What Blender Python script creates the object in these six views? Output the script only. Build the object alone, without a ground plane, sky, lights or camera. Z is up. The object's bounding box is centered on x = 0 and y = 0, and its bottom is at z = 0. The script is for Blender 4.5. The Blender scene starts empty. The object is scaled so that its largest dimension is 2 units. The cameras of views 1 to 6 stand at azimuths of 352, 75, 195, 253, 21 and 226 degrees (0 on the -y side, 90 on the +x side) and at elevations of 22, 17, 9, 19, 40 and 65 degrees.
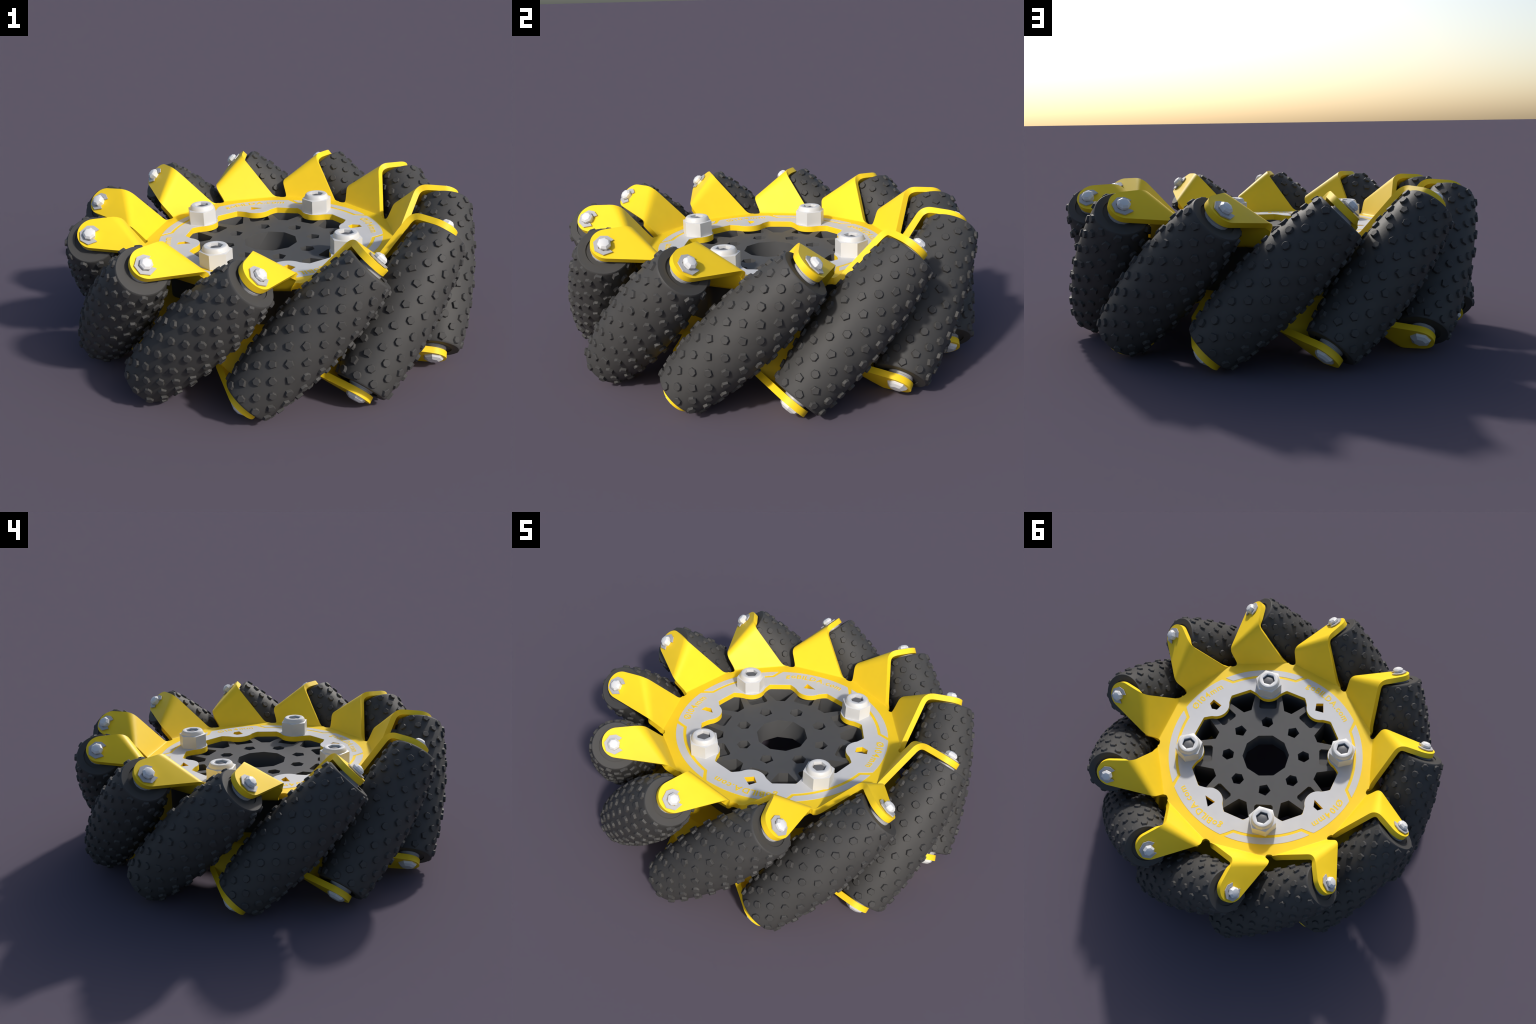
"""Omnidirectional (mecanum) wheel lying flat: eleven knobbly barrel rollers set at 45 degrees
between two yellow bent-sheet side plates on a dark spoked hub."""
import bpy, bmesh, math, random
from math import sin, cos, tan, pi, radians, degrees, sqrt, atan2, acos, hypot
from mathutils import Vector, Matrix

MM = 0.01925                    # one millimetre of the real wheel, in scene metres
H = 0.3631                      # height of the wheel's middle plane
N = 11                          # rollers
STEP = 2 * pi / N
PSI0 = pi / 2 / N               # azimuth of the first roller (8.18 deg)
A = 0.8345                     # distance of the roller axes from the wheel axis
SHEET = 1.6 * MM                # side plate thickness
Z_HUB = H + 6 * MM              # hub face
SKIN = 0.0012                   # silver face skin
Z_TOP = Z_HUB + SHEET - SKIN    # upper face of the yellow sheet
rng = random.Random(7)

# ------------------------------------------------------------------ materials
def material(name, rgb, rough, metallic=0.0, vary=0.06, scale=14.0, bump=0.0, bump_scale=120.0, spec=0.5, coat=0.0):
    m = bpy.data.materials.new(name)
    m.use_nodes = True
    nt = m.node_tree
    b = nt.nodes["Principled BSDF"]
    b.inputs["Metallic"].default_value = metallic
    b.inputs["Specular IOR Level"].default_value = spec
    b.inputs["Coat Weight"].default_value = coat
    tc = nt.nodes.new("ShaderNodeTexCoord")
    nz = nt.nodes.new("ShaderNodeTexNoise")
    nz.inputs["Scale"].default_value = scale
    nz.inputs["Detail"].default_value = 5.0
    nt.links.new(tc.outputs["Object"], nz.inputs["Vector"])
    ramp = nt.nodes.new("ShaderNodeValToRGB")
    lo = [c * (1 - vary) for c in rgb]
    hi = [min(1.0, c * (1 + vary)) for c in rgb]
    ramp.color_ramp.elements[0].position = 0.3
    ramp.color_ramp.elements[1].position = 0.7
    ramp.color_ramp.elements[0].color = (*lo, 1)
    ramp.color_ramp.elements[1].color = (*hi, 1)
    nt.links.new(nz.outputs["Fac"], ramp.inputs["Fac"])
    nt.links.new(ramp.outputs["Color"], b.inputs["Base Color"])
    mr = nt.nodes.new("ShaderNodeMapRange")
    mr.inputs["To Min"].default_value = rough - 0.05
    mr.inputs["To Max"].default_value = rough + 0.05
    nt.links.new(nz.outputs["Fac"], mr.inputs["Value"])
    nt.links.new(mr.outputs["Result"], b.inputs["Roughness"])
    if bump:
        n2 = nt.nodes.new("ShaderNodeTexNoise")
        n2.inputs["Scale"].default_value = bump_scale
        n2.inputs["Detail"].default_value = 3.0
        nt.links.new(tc.outputs["Object"], n2.inputs["Vector"])
        bp = nt.nodes.new("ShaderNodeBump")
        bp.inputs["Strength"].default_value = bump
        bp.inputs["Distance"].default_value = 0.002
        nt.links.new(n2.outputs["Fac"], bp.inputs["Height"])
        nt.links.new(bp.outputs["Normal"], b.inputs["Normal"])
    return m

YELLOW = material("yellow_powder_coat", (0.95, 0.645, 0.018), 0.5, vary=0.015, spec=0.3)
SILVER = material("bare_aluminium_face", (0.60, 0.60, 0.605), 0.5, vary=0.02, spec=0.3)
NUT = material("nut_steel", (0.66, 0.655, 0.645), 0.42, vary=0.02)
CLIP = material("clip_steel", (0.43, 0.43, 0.44), 0.42, vary=0.02)
STEEL = material("zinc_plated_steel", (0.70, 0.70, 0.70), 0.38, vary=0.02, spec=0.5)
CORE = material("bolt_end_steel", (0.12, 0.12, 0.123), 0.5, vary=0.03)
HUB = material("dark_grey_nylon", (0.082, 0.082, 0.083), 0.55, vary=0.03, spec=0.25)
RUBBER = material("dark_grey_rubber", (0.055, 0.054, 0.053), 0.62, vary=0.05, scale=9, bump=0.12, spec=0.3)

# ------------------------------------------------------------------ helpers
def finish(bm, name, mat, smooth=35):
    bmesh.ops.recalc_face_normals(bm, faces=bm.faces)
    me = bpy.data.meshes.new(name)
    bm.to_mesh(me)
    bm.free()
    me.materials.append(mat)
    if smooth:
        shade(me, smooth)
    return me

def shade(me, angle):
    for p in me.polygons:
        p.use_smooth = True
    me.set_sharp_from_angle(angle=radians(angle))

def obj(name, me, parent, mat4=None, coll=None):
    o = bpy.data.objects.new(name, me)
    bpy.context.scene.collection.objects.link(o)
    if parent:
        o.parent = parent
    if mat4 is not None:
        o.matrix_basis = mat4
    return o

def lathe(profile, seg, phase=0.0, bm=None, xf=None):
    """Turn a closed or axis-to-axis profile [(r, z), ...] about z."""
    bm = bm or bmesh.new()
    rings = []
    for r, z in profile:
        if r < 1e-6:
            rings.append([bm.verts.new((0, 0, z))])
        else:
            rings.append([bm.verts.new((r * cos(phase + 2 * pi * i / seg), r * sin(phase + 2 * pi * i / seg), z)) for i in range(seg)])
    for a, b in zip(rings, rings[1:]):
        for i in range(seg):
            j = (i + 1) % seg
            if len(a) == 1 and len(b) == 1:
                continue
            if len(a) == 1:
                bm.faces.new((a[0], b[i], b[j]))
            elif len(b) == 1:
                bm.faces.new((a[i], b[0], a[j]))
            else:
                bm.faces.new((a[i], b[i], b[j], a[j]))
    if xf is not None:
        bm.transform(xf)
    return bm

def prism(bm, pts, z0, z1):
    """Closed prism over a polygon."""
    lo = [bm.verts.new((x, y, z0)) for x, y in pts]
    hi = [bm.verts.new((x, y, z1)) for x, y in pts]
    bm.faces.new(lo[::-1])
    bm.faces.new(hi)
    n = len(pts)
    for i in range(n):
        j = (i + 1) % n
        bm.faces.new((lo[i], lo[j], hi[j], hi[i]))

def ngon(cx, cy, r, n, ph=0.0):
    return [(cx + r * cos(ph + 2 * pi * i / n), cy + r * sin(ph + 2 * pi * i / n)) for i in range(n)]

def cut(me, cutter_bm):
    """Boolean-subtract the cutter from the mesh, in place of a milling step."""
    bmesh.ops.recalc_face_normals(cutter_bm, faces=cutter_bm.faces)
    cme = bpy.data.meshes.new("cutter")
    cutter_bm.to_mesh(cme)
    cutter_bm.free()
    o = bpy.data.objects.new("work", me)
    c = bpy.data.objects.new("cutter", cme)
    for x in (o, c):
        bpy.context.scene.collection.objects.link(x)
    md = o.modifiers.new("cut", "BOOLEAN")
    md.operation = "DIFFERENCE"
    md.solver = "EXACT"
    md.object = c
    return bake(o, extra=(c,))

def bake(o, extra=()):
    dg = bpy.context.evaluated_depsgraph_get()
    dg.update()
    me = bpy.data.meshes.new_from_object(o.evaluated_get(dg))
    for x in (o, *extra):
        bpy.data.objects.remove(x, do_unlink=True)
    return me

def polar(r, deg):
    return Vector((r * cos(radians(deg)), r * sin(radians(deg)), 0))

# ------------------------------------------------------------------ the thing
wheel = bpy.data.objects.new("mecanum_wheel", None)
bpy.context.scene.collection.objects.link(wheel)
wheel["label"] = "yellow mecanum wheel with knobbly black angled rollers"
wheel["category"] = "robot wheel"

# ------------------------------------------------------------------ hub
def make_hub():
    t = Z_HUB - H
    def rim(deg):                                   # eight bosses around the bolts, thinner wall between
        d = radians(abs((deg + 22.5) % 45 - 22.5))
        if degrees(d) > 9.0:
            return 0.472
        return 0.4335 * cos(d) + sqrt(0.0785 ** 2 - (0.4335 * sin(d)) ** 2)
    bm = bmesh.new()
    prism(bm, [polar(rim(a), a).to_2d()[:] for a in [i * 2.5 for i in range(144)]], -t, t)
    me = finish(bm, "hub", HUB, 0)
    c = bmesh.new()
    prism(c, ngon(0, 0, 0.1347, 10, radians(12)), -1, 1)              # 14 mm bore
    for k in range(8):
        th = radians(45 * k)
        prism(c, ngon(0.2178 * cos(th), 0.2178 * sin(th), 0.0365, 6 if k % 3 else 5, rng.uniform(0, 1)), -1, 1)
        mid = 45 * k + 22.5                                            # weight-saving windows
        w = []
        for r, d in ((0.311, -4.4), (0.414, -11.7), (0.425, -6), (0.427, 0), (0.425, 6), (0.414, 11.7), (0.311, 4.4)):
            p = polar(r, mid + d)
            w.append((p.x, p.y))
        prism(c, w, -1, 1)
        for z0, z1 in ((t - 0.036, t + 0.5), (-t - 0.5, -t + 0.036)):  # rectangular pockets on both faces
            e, f = polar(1, 45 * k), polar(1, 45 * k + 90)
            q = [e * r + f * s for r, s in ((0.3085, -0.042), (0.3185, -0.052), (0.386, -0.050), (0.386, 0.050), (0.3185, 0.052), (0.3085, 0.042))]
            prism(c, [(p.x, p.y) for p in q], z0, z1)
        if k % 2 == 0:
            prism(c, ngon(0.4355 * cos(th), 0.4355 * sin(th), 0.034, 6), -1, 1)
    me = cut(me, c)
    c = bmesh.new()
    prism(c, ngon(0, 0, 0.29, 32), -1, 0)           # hollow underside
    me = cut(me, c)
    shade(me, 42)
    return me

obj("hub", make_hub(), wheel, Matrix.Translation((0, 0, H)))

# ------------------------------------------------------------------ side plates
def inner_radius(th):
    """Wavy inner rim: eight 4 mm lobes around the bolt holes, straight runs between."""
    d = abs((degrees(th) + 22.5) % 45 - 22.5)
    def lobe(x):
        x = radians(x)
        return 0.4335 * cos(x) - sqrt(0.0785 ** 2 - (0.4335 * sin(x)) ** 2)
    if d < 9.5:
        return lobe(d)
    if d < 14.6:
        f = (d - 9.5) / 5.1
        return lobe(9.5) * (1 - f) + 0.430 * f
    return 0.430 * cos(radians(7.9)) / cos(radians(22.5 - d))

# open bolt holes: corners as (radius, azimuth), coarse as on the original
HOLES = (((0.469, -1.6), (0.408, -2.8), (0.404, 2.7), (0.431, 4.8), (0.464, 2.6)),
         ((0.429, 85.3), (0.464, 93.2), (0.415, 94.4)),
         ((0.400, 180.4), (0.428, 175.7), (0.459, 176.2), (0.471, 180.1)),
         ((0.442, 274.8), (0.471, 271.1), (0.429, 265.2), (0.402, 271.1)))
def hole_cutter():
    c = bmesh.new()
    for h in HOLES:
        prism(c, [polar(r, a).to_2d()[:] for r, a in h], -1, 2)
    return c

ALPHA = radians(24.1)           # azimuth of the first arm's fold line
SLOPE = radians(60)             # the web stands up at 60 degrees
FOLD = 0.6065                   # distance of the first fold from the wheel axis
T_PLATE = 0.4235                # outer face of the arm's ear, along the roller axis
EAR = 0.0735                    # ear radius, its centre a little off the pin
EAR_C = (-0.014, 0.010)

def arm_columns(n_v):
    """Paths (lists of points) running from the plate ring over both folds to the ear's rim."""
    er = Vector((cos(PSI0), sin(PSI0), 0)); et = Vector((-sin(PSI0), cos(PSI0), 0)); ez = Vector((0, 0, 1))
    d = (et + ez) / sqrt(2); w = (ez - et) / sqrt(2)
    ea = Vector((cos(ALPHA), sin(ALPHA), 0)); eb = Vector((-sin(ALPHA), cos(ALPHA), 0))
    O = er * A + ez * H
    def ear(u, v):                                  # point on the ear plane
        return O + d * T_PLATE + er * u + w * v
    def web_gap(p):
        return p.dot(ea) - FOLD - (p.z - Z_TOP) / tan(SLOPE)
    def fold2(v):                                   # where ear plane and web plane meet
        g0, g1 = web_gap(ear(0, v)), web_gap(ear(1, v))
        u = -g0 / (g1 - g0)
        return u, v
    f2a, f2b = fold2(0.094), fold2(-0.102)
    def tangent(p, side):
        x, y = p[0] - EAR_C[0], p[1] - EAR_C[1]
        return atan2(y, x) - side * acos(EAR / hypot(x, y))
    ta, tb = tangent(f2a, 1), tangent(f2b, -1)
    if tb > ta: tb -= 2 * pi
    E0, E1 = polar(0.6235, 9.75), polar(0.6235, 39.15)
    S0, S1 = 9.3, 39.3
    f1a, f1b = -0.128, 0.157                        # ends of the first fold along its line
    cols = []
    for i in range(n_v + 1):
        v = i / n_v
        S = polar(0.575, S0 + (S1 - S0) * v) + ez * Z_TOP
        E = E0.lerp(E1, v) + ez * Z_TOP
        F1 = ea * FOLD + eb * (f1a + (f1b - f1a) * v) + ez * Z_TOP
        u2, v2 = (f2a[0] + (f2b[0] - f2a[0]) * v, f2a[1] + (f2b[1] - f2a[1]) * v)
        F2 = ear(u2, v2)
        a = ta + (tb - ta) * v
        T = ear(EAR_C[0] + EAR * cos(a), EAR_C[1] + EAR * sin(a))
        def bend(P, Q, R, l1, l2, n):
            a0 = Q + (P - Q).normalized() * min(l1, 0.95 * (P - Q).length)
            b0 = Q + (R - Q).normalized() * min(l2, 0.8 * (R - Q).length)
            return [a0.lerp(Q, s).lerp(Q.lerp(b0, s), s) for s in [k / n for k in range(n + 1)]]
        L = 0.054 - 0.020 * v
        path = [S, E] + bend(E, F1, F2, 0.024, 0.030, 5) + bend(F1, F2, T, L, L, 8)
        last = path[-1]
        path += [last.lerp(T, s) for s in (0.33, 0.66, 1.0)]
        cols.append(path)
    return cols

def make_side_plate():
    bm = bmesh.new()
    NV, NN = 22, 5                                  # columns per arm, columns per half notch
    cols = arm_columns(NV)
    c0 = radians(40.5 - 360 / N)                    # notch centre before the first arm
    notch_a = [(0.6145, 7.76), (0.6146, 8.35), (0.6155, 8.95), (0.6180, 9.45), (0.6207, 9.68)]
    notch_b = [(0.6207, 39.24), (0.6180, 39.50), (0.6155, 39.85), (0.6146, 40.15)]
    sector = []                                     # list of (ring angle, outline path)
    for r, a in notch_a:
        sector.append((7.76 + (9.3 - 7.76) * (a - 7.76) / (9.75 - 7.76), [polar(r, a) + Vector((0, 0, Z_TOP))]))
    for i, p in enumerate(cols):
        sector.append((degrees(atan2(p[0].y, p[0].x)), p[1:]))
    for r, a in notch_b:
        sector.append((39.3 + (40.49 - 39.3) * (a - 39.15) / (40.49 - 39.15), [polar(r, a) + Vector((0, 0, Z_TOP))]))
    grid = []
    for k in range(N):
        R = Matrix.Rotation(k * STEP, 3, "Z")
        for a, path in sector:
            th = radians(a) + k * STEP
            ri = inner_radius(th)
            col = [Vector((r * cos(th), r * sin(th), Z_TOP)) for r in (ri, ri + (0.575 - ri) * 0.5, 0.575)]
            grid.append([bm.verts.new(p) for p in col] + [bm.verts.new(R @ p) for p in path])
    n = len(grid)
    for i in range(n):
        a, b = grid[i], grid[(i + 1) % n]
        for j in range(min(len(a), len(b)) - 1):
            bm.faces.new((a[j], a[j + 1], b[j + 1], b[j]))
    bmesh.ops.recalc_face_normals(bm, faces=bm.faces)
    up = sum(f.normal.z for f in bm.faces)
    if up < 0:
        bmesh.ops.reverse_faces(bm, faces=bm.faces)
    me = bpy.data.meshes.new("side_plate")
    bm.to_mesh(me); bm.free()
    me.materials.append(YELLOW)
    o = bpy.data.objects.new("work", me)
    bpy.context.scene.collection.objects.link(o)
    s = o.modifiers.new("sheet", "SOLIDIFY")
    s.thickness = SHEET - SKIN
    s.offset = -1
    s.use_even_offset = True
    s.use_quality_normals = True
    me = bake(o)
    me = cut(me, hole_cutter())
    shade(me, 34)
    return me

def silver_outline(th):
    """Outer edge of the main silver field: full width around the lettering, narrower elsewhere."""
    d = (degrees(th) + 45) % 180 - 45               # -45..135 : short words at 0, long words at 90
    a1, a2 = (14.45, 19.6) if d < 45 else (20.5, 26.4)
    d = abs(d) if d < 45 else abs(d - 90)
    if d <= a1: return 0.556
    if d >= a2: return 0.5025
    return 0.556 + (0.5025 - 0.556) * (d - a1) / (a2 - a1)

def make_skin():
    bm = bmesh.new()
    z0, z1 = Z_TOP - 0.0004, Z_TOP + SKIN
    n = 720
    rows = []
    for i in range(n):
        th = 2 * pi * i / n
        ri, ro = inner_radius(th) + 0.0006, silver_outline(th)
        rows.append([bm.verts.new((r * cos(th), r * sin(th), z)) for r, z in ((ri, z1), (ro, z1), (ro, z0), (ri, z0))])
    for i in range(n):
        a, b = rows[i], rows[(i + 1) % n]
        for j in range(4):
            bm.faces.new((a[j], a[(j + 1) % 4], b[(j + 1) % 4], b[j]))
    for q in range(4):                               # the four outer strips
        if q % 2 == 0: i0, i1, o0, o1 = 20.6, 62.8, 17.2, 66.7
        else:          i0, i1, o0, o1 = 27.2, 69.4, 23.3, 72.8
        rows = []
        for s in range(25):
            f = s / 24
            ai, ao = radians(90 * q + i0 + (i1 - i0) * f), radians(90 * q + o0 + (o1 - o0) * f)
            rows.append([bm.verts.new((r * cos(t), r * sin(t), z)) for r, t, z in ((0.5185, ai, z1), (0.556, ao, z1), (0.556, ao, z0), (0.5185, ai, z0))])
        for a, b in zip(rows, rows[1:]):
            for j in range(4):
                bm.faces.new((a[j], a[(j + 1) % 4], b[(j + 1) % 4], b[j]))
        bm.faces.new(rows[0]); bm.faces.new(rows[-1][::-1])
    me = finish(bm, "face_skin", SILVER, 0)
    me = cut(me, hole_cutter())
    shade(me, 30)
    return me

def make_lettering():
    """Words set clockwise along the rim, tops outward."""
    out = bmesh.new()
    size, base = 0.053, 0.4985
    def glyph(ch):
        cu = bpy.data.curves.new("glyph", "FONT")
        cu.body = ch
        cu.size = size
        cu.extrude = 0.0004
        cu.offset = 0.0009
        cu.resolution_u = 2
        o = bpy.data.objects.new("glyph", cu)
        bpy.context.scene.collection.objects.link(o)
        me = bake(o)
        xs = [v.co.x for v in me.vertices]
        bpy.data.curves.remove(cu)
        return me, min(xs), max(xs)
    for az, word, half in ((0, "\u00d8104mm", 12.3), (180, "\u00d8104mm", 12.3), (90, "goBILDA.com", 18.7), (270, "goBILDA.com", 18.7)):
        g = [glyph(c) for c in word]
        widths = [x1 - x0 for _, x0, x1 in g]
        total = 2 * radians(half) * (base + 0.018)
        gap = (total - sum(widths)) / (len(g) - 1)
        squeeze = 1.0
        if gap < 0.006:
            gap = 0.006
            squeeze = (total - gap * (len(g) - 1)) / sum(widths)
        s = -total / 2
        for (me, x0, x1), w in zip(g, widths):
            mid = s + w * squeeze / 2
            ang = radians(az) - mid / (base + 0.018)
            M = (Matrix.Rotation(ang - pi / 2, 4, "Z") @ Matrix.Translation((0, base, Z_TOP + SKIN + 0.0003))
                 @ Matrix.Diagonal((squeeze, 1, 1, 1)) @ Matrix.Translation((-(x0 + x1) / 2, 0, 0)))
            t = bmesh.new(); t.from_mesh(me); t.transform(M)
            tmp = bpy.data.meshes.new("tmp"); t.to_mesh(tmp); t.free()
            out.from_mesh(tmp); bpy.data.meshes.remove(tmp)
            s += w * squeeze + gap
        for me, _, _ in g:
            bpy.data.meshes.remove(me)
    me = bpy.data.meshes.new("lettering")
    out.to_mesh(me); out.free()
    me.materials.clear(); me.materials.append(YELLOW)
    for p in me.polygons: p.material_index = 0
    return me

plate_me, skin_me, letter_me = make_side_plate(), make_skin(), make_lettering()
# The lower plate is the upper one turned half round about the roller on the -y side (azimuth 270);
# that maps both the eleven arms and the 45-degree bolt pattern onto themselves.
FLIP = Matrix.Translation((0, 0, H)) @ Matrix.Rotation(pi, 4, Vector((0, -1, 0))) @ Matrix.Translation((0, 0, -H))
plate_low = plate_me.copy()
plate_low.transform(FLIP)
for low in (False, True):
    p = obj("side_plate", plate_low if low else plate_me, wheel)
    obj("face_skin", skin_me, p, FLIP if low else None)
    obj("lettering", letter_me, p, FLIP if low else None)

# ------------------------------------------------------------------ hub bolts and lock nuts
def make_nut():
    h, c = 0.0705, 3.5 * MM / cos(pi / 6)
    bm = bmesh.new()
    fl = 3.5 * MM
    # hexagon with a chamfered crown
    lo = [bm.verts.new((c * cos(pi / 3 * i), c * sin(pi / 3 * i), 0)) for i in range(6)]
    hi = [bm.verts.new((c * cos(pi / 3 * i), c * sin(pi / 3 * i), h)) for i in range(6)]
    bm.faces.new(lo[::-1])
    for i in range(6):
        bm.faces.new((lo[i], lo[(i + 1) % 6], hi[(i + 1) % 6], hi[i]))
    seg = 24
    rings = []
    for r, z in ((0.0640, h + 0.003), (0.0615, h + 0.010), (0.0585, h + 0.018), (0.053, h + 0.0235), (0.046, h + 0.025), (0.0395, h + 0.024), (-0.037, h + 0.0225), (-0.037, h + 0.004)):
        hexed = [abs(r) * (1 if r > 0 else cos(pi / 6) / cos((2 * pi * i / seg) % (pi / 3) - pi / 6)) for i in range(seg)]
        rings.append([bm.verts.new((hexed[i] * cos(2 * pi * i / seg), hexed[i] * sin(2 * pi * i / seg), z)) for i in range(seg)])
    for a, b in zip(rings, rings[1:]):
        for i in range(seg):
            bm.faces.new((a[i], a[(i + 1) % seg], b[(i + 1) % seg], b[i]))
    r0 = rings[0]
    for i in range(6):
        k = seg // 6
        for j in range(k):
            m = i if j < k // 2 else (i + 1) % 6
            bm.faces.new((hi[m], r0[(i * k + j + 1) % seg], r0[(i * k + j) % seg]))
        bm.faces.new((hi[i], hi[(i + 1) % 6], r0[(i * k + k // 2) % seg]))
    return finish(bm, "lock_nut", NUT, 32)

def make_bolt_end():
    return finish(lathe([(0, 0), (0.036, 0), (0.036, 0.009), (0.031, 0.016), (0, 0.028)], 6), "bolt_end", CORE, 30)

def make_bolt_head():
    return finish(lathe([(0, -0.002), (0.073, -0.002), (0.073, 0.012), (0.062, 0.030), (0.045, 0.040), (0.030, 0.042),
                         (0.024, 0.020), (0, 0.020)], 24), "bolt_head", NUT, 32)

nut_me, end_me, head_me = make_nut(), make_bolt_end(), make_bolt_head()
for k in range(4):
    az = 45 + 90 * k
    p = polar(16 * sqrt(2) * MM, az)
    turn = radians(az - 45)
    n = obj("lock_nut", nut_me, wheel, Matrix.Translation((p.x, p.y, Z_TOP + SKIN)) @ Matrix.Rotation(turn, 4, "Z"))
    obj("bolt_end", end_me, n, Matrix.Translation((0, 0, 0.064)))
    obj("bolt_head", head_me, wheel, Matrix.Translation((p.x, p.y, 2 * H - Z_TOP - SKIN)) @ Matrix.Rotation(pi, 4, "X"))

# ------------------------------------------------------------------ rollers
T_END = 0.3810                  # half length of the rubber barrel
R_BASE, R_KNOB = 0.9900, 1.0008   # wheel radius at the bare rubber and at the knob tops

def barrel(t, R):
    """Barrel radius at distance t from the roller's middle, so that the wheel's outline is a circle of radius R."""
    rho = sqrt(A * A + t * t / 2)
    return (R - rho) / sqrt(1 - (t / (2 * rho)) ** 2)

def make_tyre():
    prof = [(0.080, -T_END + 0.010), (0.080, -T_END)]
    e = barrel(T_END, R_BASE)
    prof += [(e - 0.003, -T_END), (e, -T_END + 0.003)]
    m = 28
    prof += [(barrel(t, R_BASE), t) for t in [(-1 + 2 * i / m) * (T_END - 0.010) for i in range(m + 1)]]
    prof += [(e, T_END - 0.003), (e - 0.003, T_END), (0.080, T_END), (0.080, T_END - 0.010)]
    bm = lathe(prof, 40)
    return finish(bm, "roller", RUBBER, 40)

def make_core():
    c = T_END - 0.006
    return finish(lathe([(0, -c), (0.0815, -c), (0.0815, c), (0, c)], 28), "roller_core", RUBBER, 30)

def make_knobs(seed):
    """Staggered rubber knobs: fifteen rings of ten, every other ring shifted by half a pitch."""
    r = random.Random(seed)
    bm = bmesh.new()
    for i in range(-7, 8):
        t0 = i * 0.0510
        for j in range(10):
            th = radians(36 * j + (18 if i % 2 == 0 else 0))
            t = t0 + r.uniform(-.0008, .0008)
            rb, rt = barrel(t, R_BASE) - 0.006, barrel(t, R_KNOB) + r.uniform(-0.0015, 0.0008)
            er = Vector((cos(th), sin(th), 0)); et = Vector((-sin(th), cos(th), 0)); ez = Vector((0, 0, 1))
            slope = (barrel(t + .01, R_BASE) - barrel(t - .01, R_BASE)) / .02
            nrm = (er - ez * slope).normalized(); ax = (ez + er * slope).normalized()
            n = r.choice((5, 5, 6, 6, 7, 8))
            ph = r.uniform(0, 2 * pi)
            size = 0.0190 if n < 6 else 0.0180
            lo, hi, top = [], [], []
            tilt, tdir = r.uniform(0, 0.10), r.uniform(0, 2 * pi)
            for k in range(n):
                a = ph + 2 * pi * (k + r.uniform(-0.16, 0.16)) / n
                c, s = cos(a), sin(a)
                lo.append(bm.verts.new(er * rb + ez * t + (ax * c + et * s) * size * 1.12))
                dz = -abs(tilt * size * max(0, cos(a - tdir)) * 2)
                hi.append(bm.verts.new(er * (rt - 0.0013) + ez * t + nrm * dz + (ax * c + et * s) * size * 0.96))
                top.append(bm.verts.new(er * rt + ez * t + nrm * dz * 0.8 + (ax * c + et * s) * size * 0.86))
            bm.faces.new(top)
            for k in range(n):
                j2 = (k + 1) % n
                bm.faces.new((lo[k], lo[j2], hi[j2], hi[k]))
                bm.faces.new((hi[k], hi[j2], top[j2], top[k]))
    bmesh.ops.recalc_face_normals(bm, faces=bm.faces)
    return finish(bm, "tread_knobs", RUBBER, 32)

def make_pin():
    """Axle pin: domed head at the lower end, pointed end at the upper one."""
    t = T_PLATE
    prof = [(0, -t - 0.022), (0.026, -t - 0.020), (0.042, -t - 0.011), (0.047, -t - 0.003), (0.047, -t + 0.001), (0.027, -t + 0.001),
            (0.027, t + 0.012), (0.030, t + 0.013), (0.030, t + 0.024), (0.021, t + 0.033), (0, t + 0.039)]
    return finish(lathe(prof, 7), "axle_pin", STEEL, 24)

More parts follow.
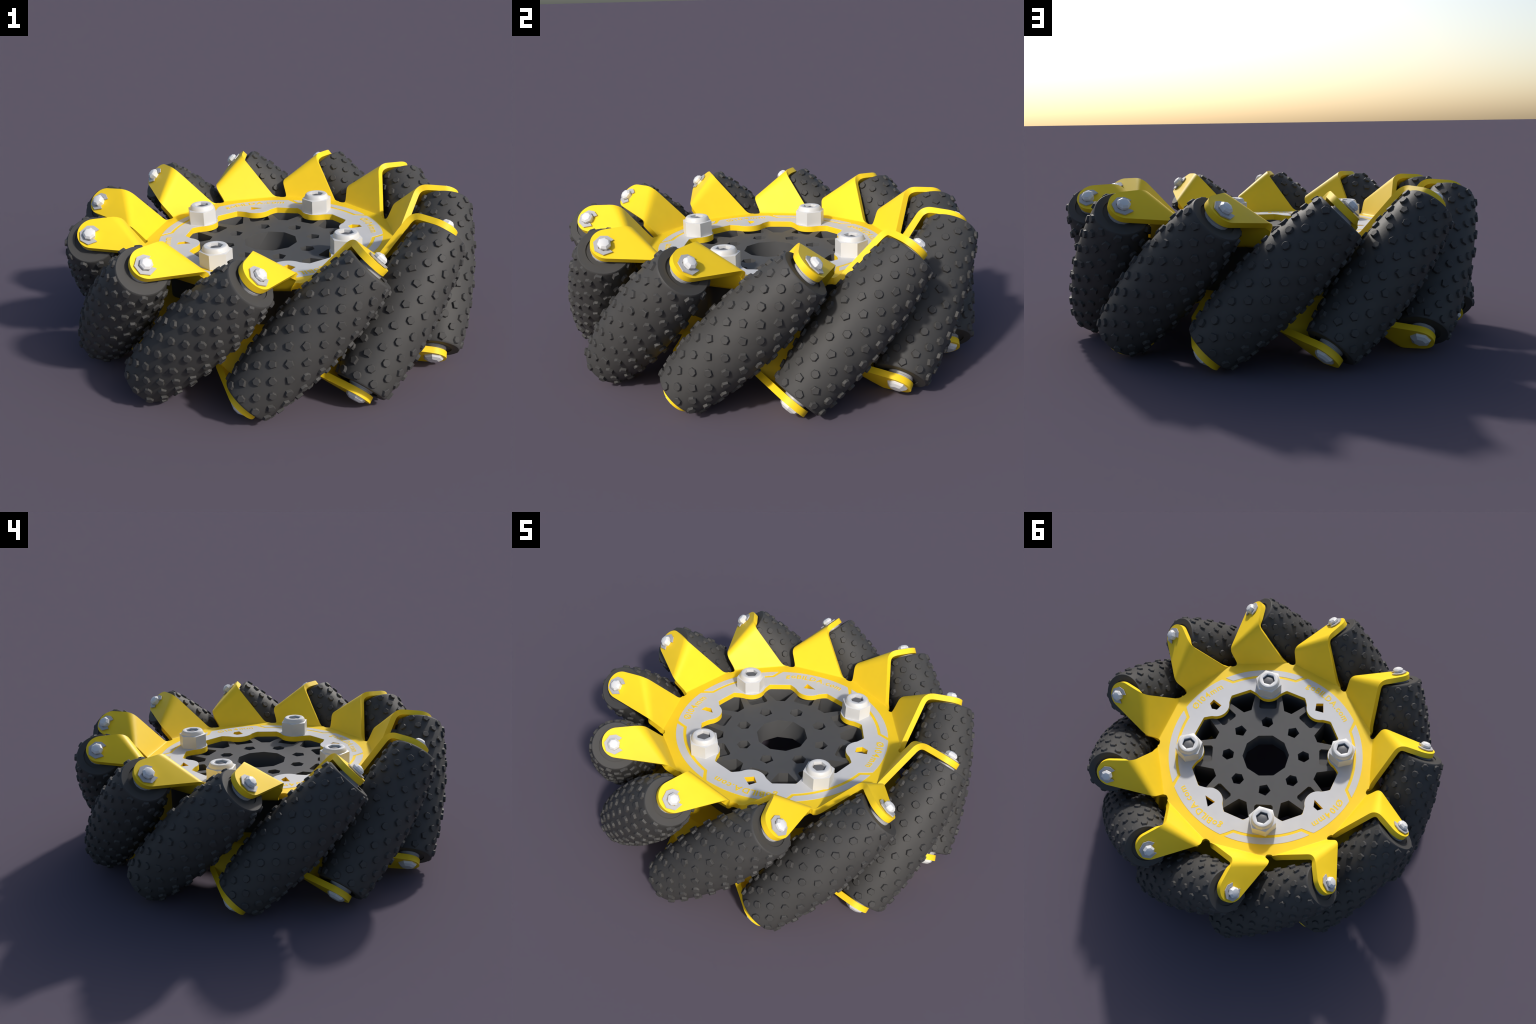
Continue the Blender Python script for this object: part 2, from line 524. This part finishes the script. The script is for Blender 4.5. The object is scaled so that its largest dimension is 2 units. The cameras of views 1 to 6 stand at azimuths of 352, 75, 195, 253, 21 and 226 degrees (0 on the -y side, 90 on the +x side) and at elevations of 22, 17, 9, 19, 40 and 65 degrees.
def make_washer():
    z0, z1 = T_END - 0.008, T_PLATE - SHEET + 0.001
    return finish(lathe([(0.027, z0), (0.056, z0), (0.056, z1 - 0.009), (0.050, z1 - 0.008), (0.050, z1), (0.027, z1), (0.027, z0)], 16), "washer", CLIP, 30)

def make_clip():
    """C-shaped retaining clip, open towards the wheel's middle."""
    bm = bmesh.new()
    outer = [radians(a) for a in (142, 90, 38, -14, -66, -104, -142)]
    z0, z1 = T_PLATE + 0.003, T_PLATE + 0.009
    cols = []
    for a in outer:
        ro = 0.049
        ri = 0.030
        cols.append([bm.verts.new((r * cos(a), r * sin(a), z)) for r, z in ((ri, z0), (ro, z0), (ro, z1), (ri, z1))])
    for p, q in zip(cols, cols[1:]):
        for j in range(4):
            bm.faces.new((p[j], p[(j + 1) % 4], q[(j + 1) % 4], q[j]))
    bm.faces.new(cols[0]); bm.faces.new(cols[-1][::-1])
    return finish(bm, "retaining_clip", CLIP, 20)

tyre_me, core_me, pin_me, washer_me, clip_me = make_tyre(), make_core(), make_pin(), make_washer(), make_clip()
knob_mes = [make_knobs(s) for s in (11, 23, 37, 51)]
for k in range(N):
    psi = PSI0 + k * STEP
    er = Vector((cos(psi), sin(psi), 0)); et = Vector((-sin(psi), cos(psi), 0)); ez = Vector((0, 0, 1))
    d = (et + ez) / sqrt(2)
    y = d.cross(er)
    M = Matrix((er, y, d)).transposed().to_4x4()
    M.translation = er * A + ez * H
    roller = obj("roller", tyre_me, wheel, M)
    kn = obj("tread_knobs", knob_mes[k % len(knob_mes)], roller, Matrix.Rotation(2 * pi / 10 * rng.randrange(10), 4, "Z"))
    kn["kind"] = "stuff"
    obj("roller_core", core_me, roller)
    obj("axle_pin", pin_me, roller, Matrix.Rotation(rng.uniform(0, pi), 4, "Z"))
    obj("washer", washer_me, roller)
    obj("washer", washer_me, roller, Matrix.Rotation(pi, 4, "X"))
    obj("retaining_clip", clip_me, roller, Matrix.Rotation(rng.uniform(-0.3, 0.3), 4, "Z"))
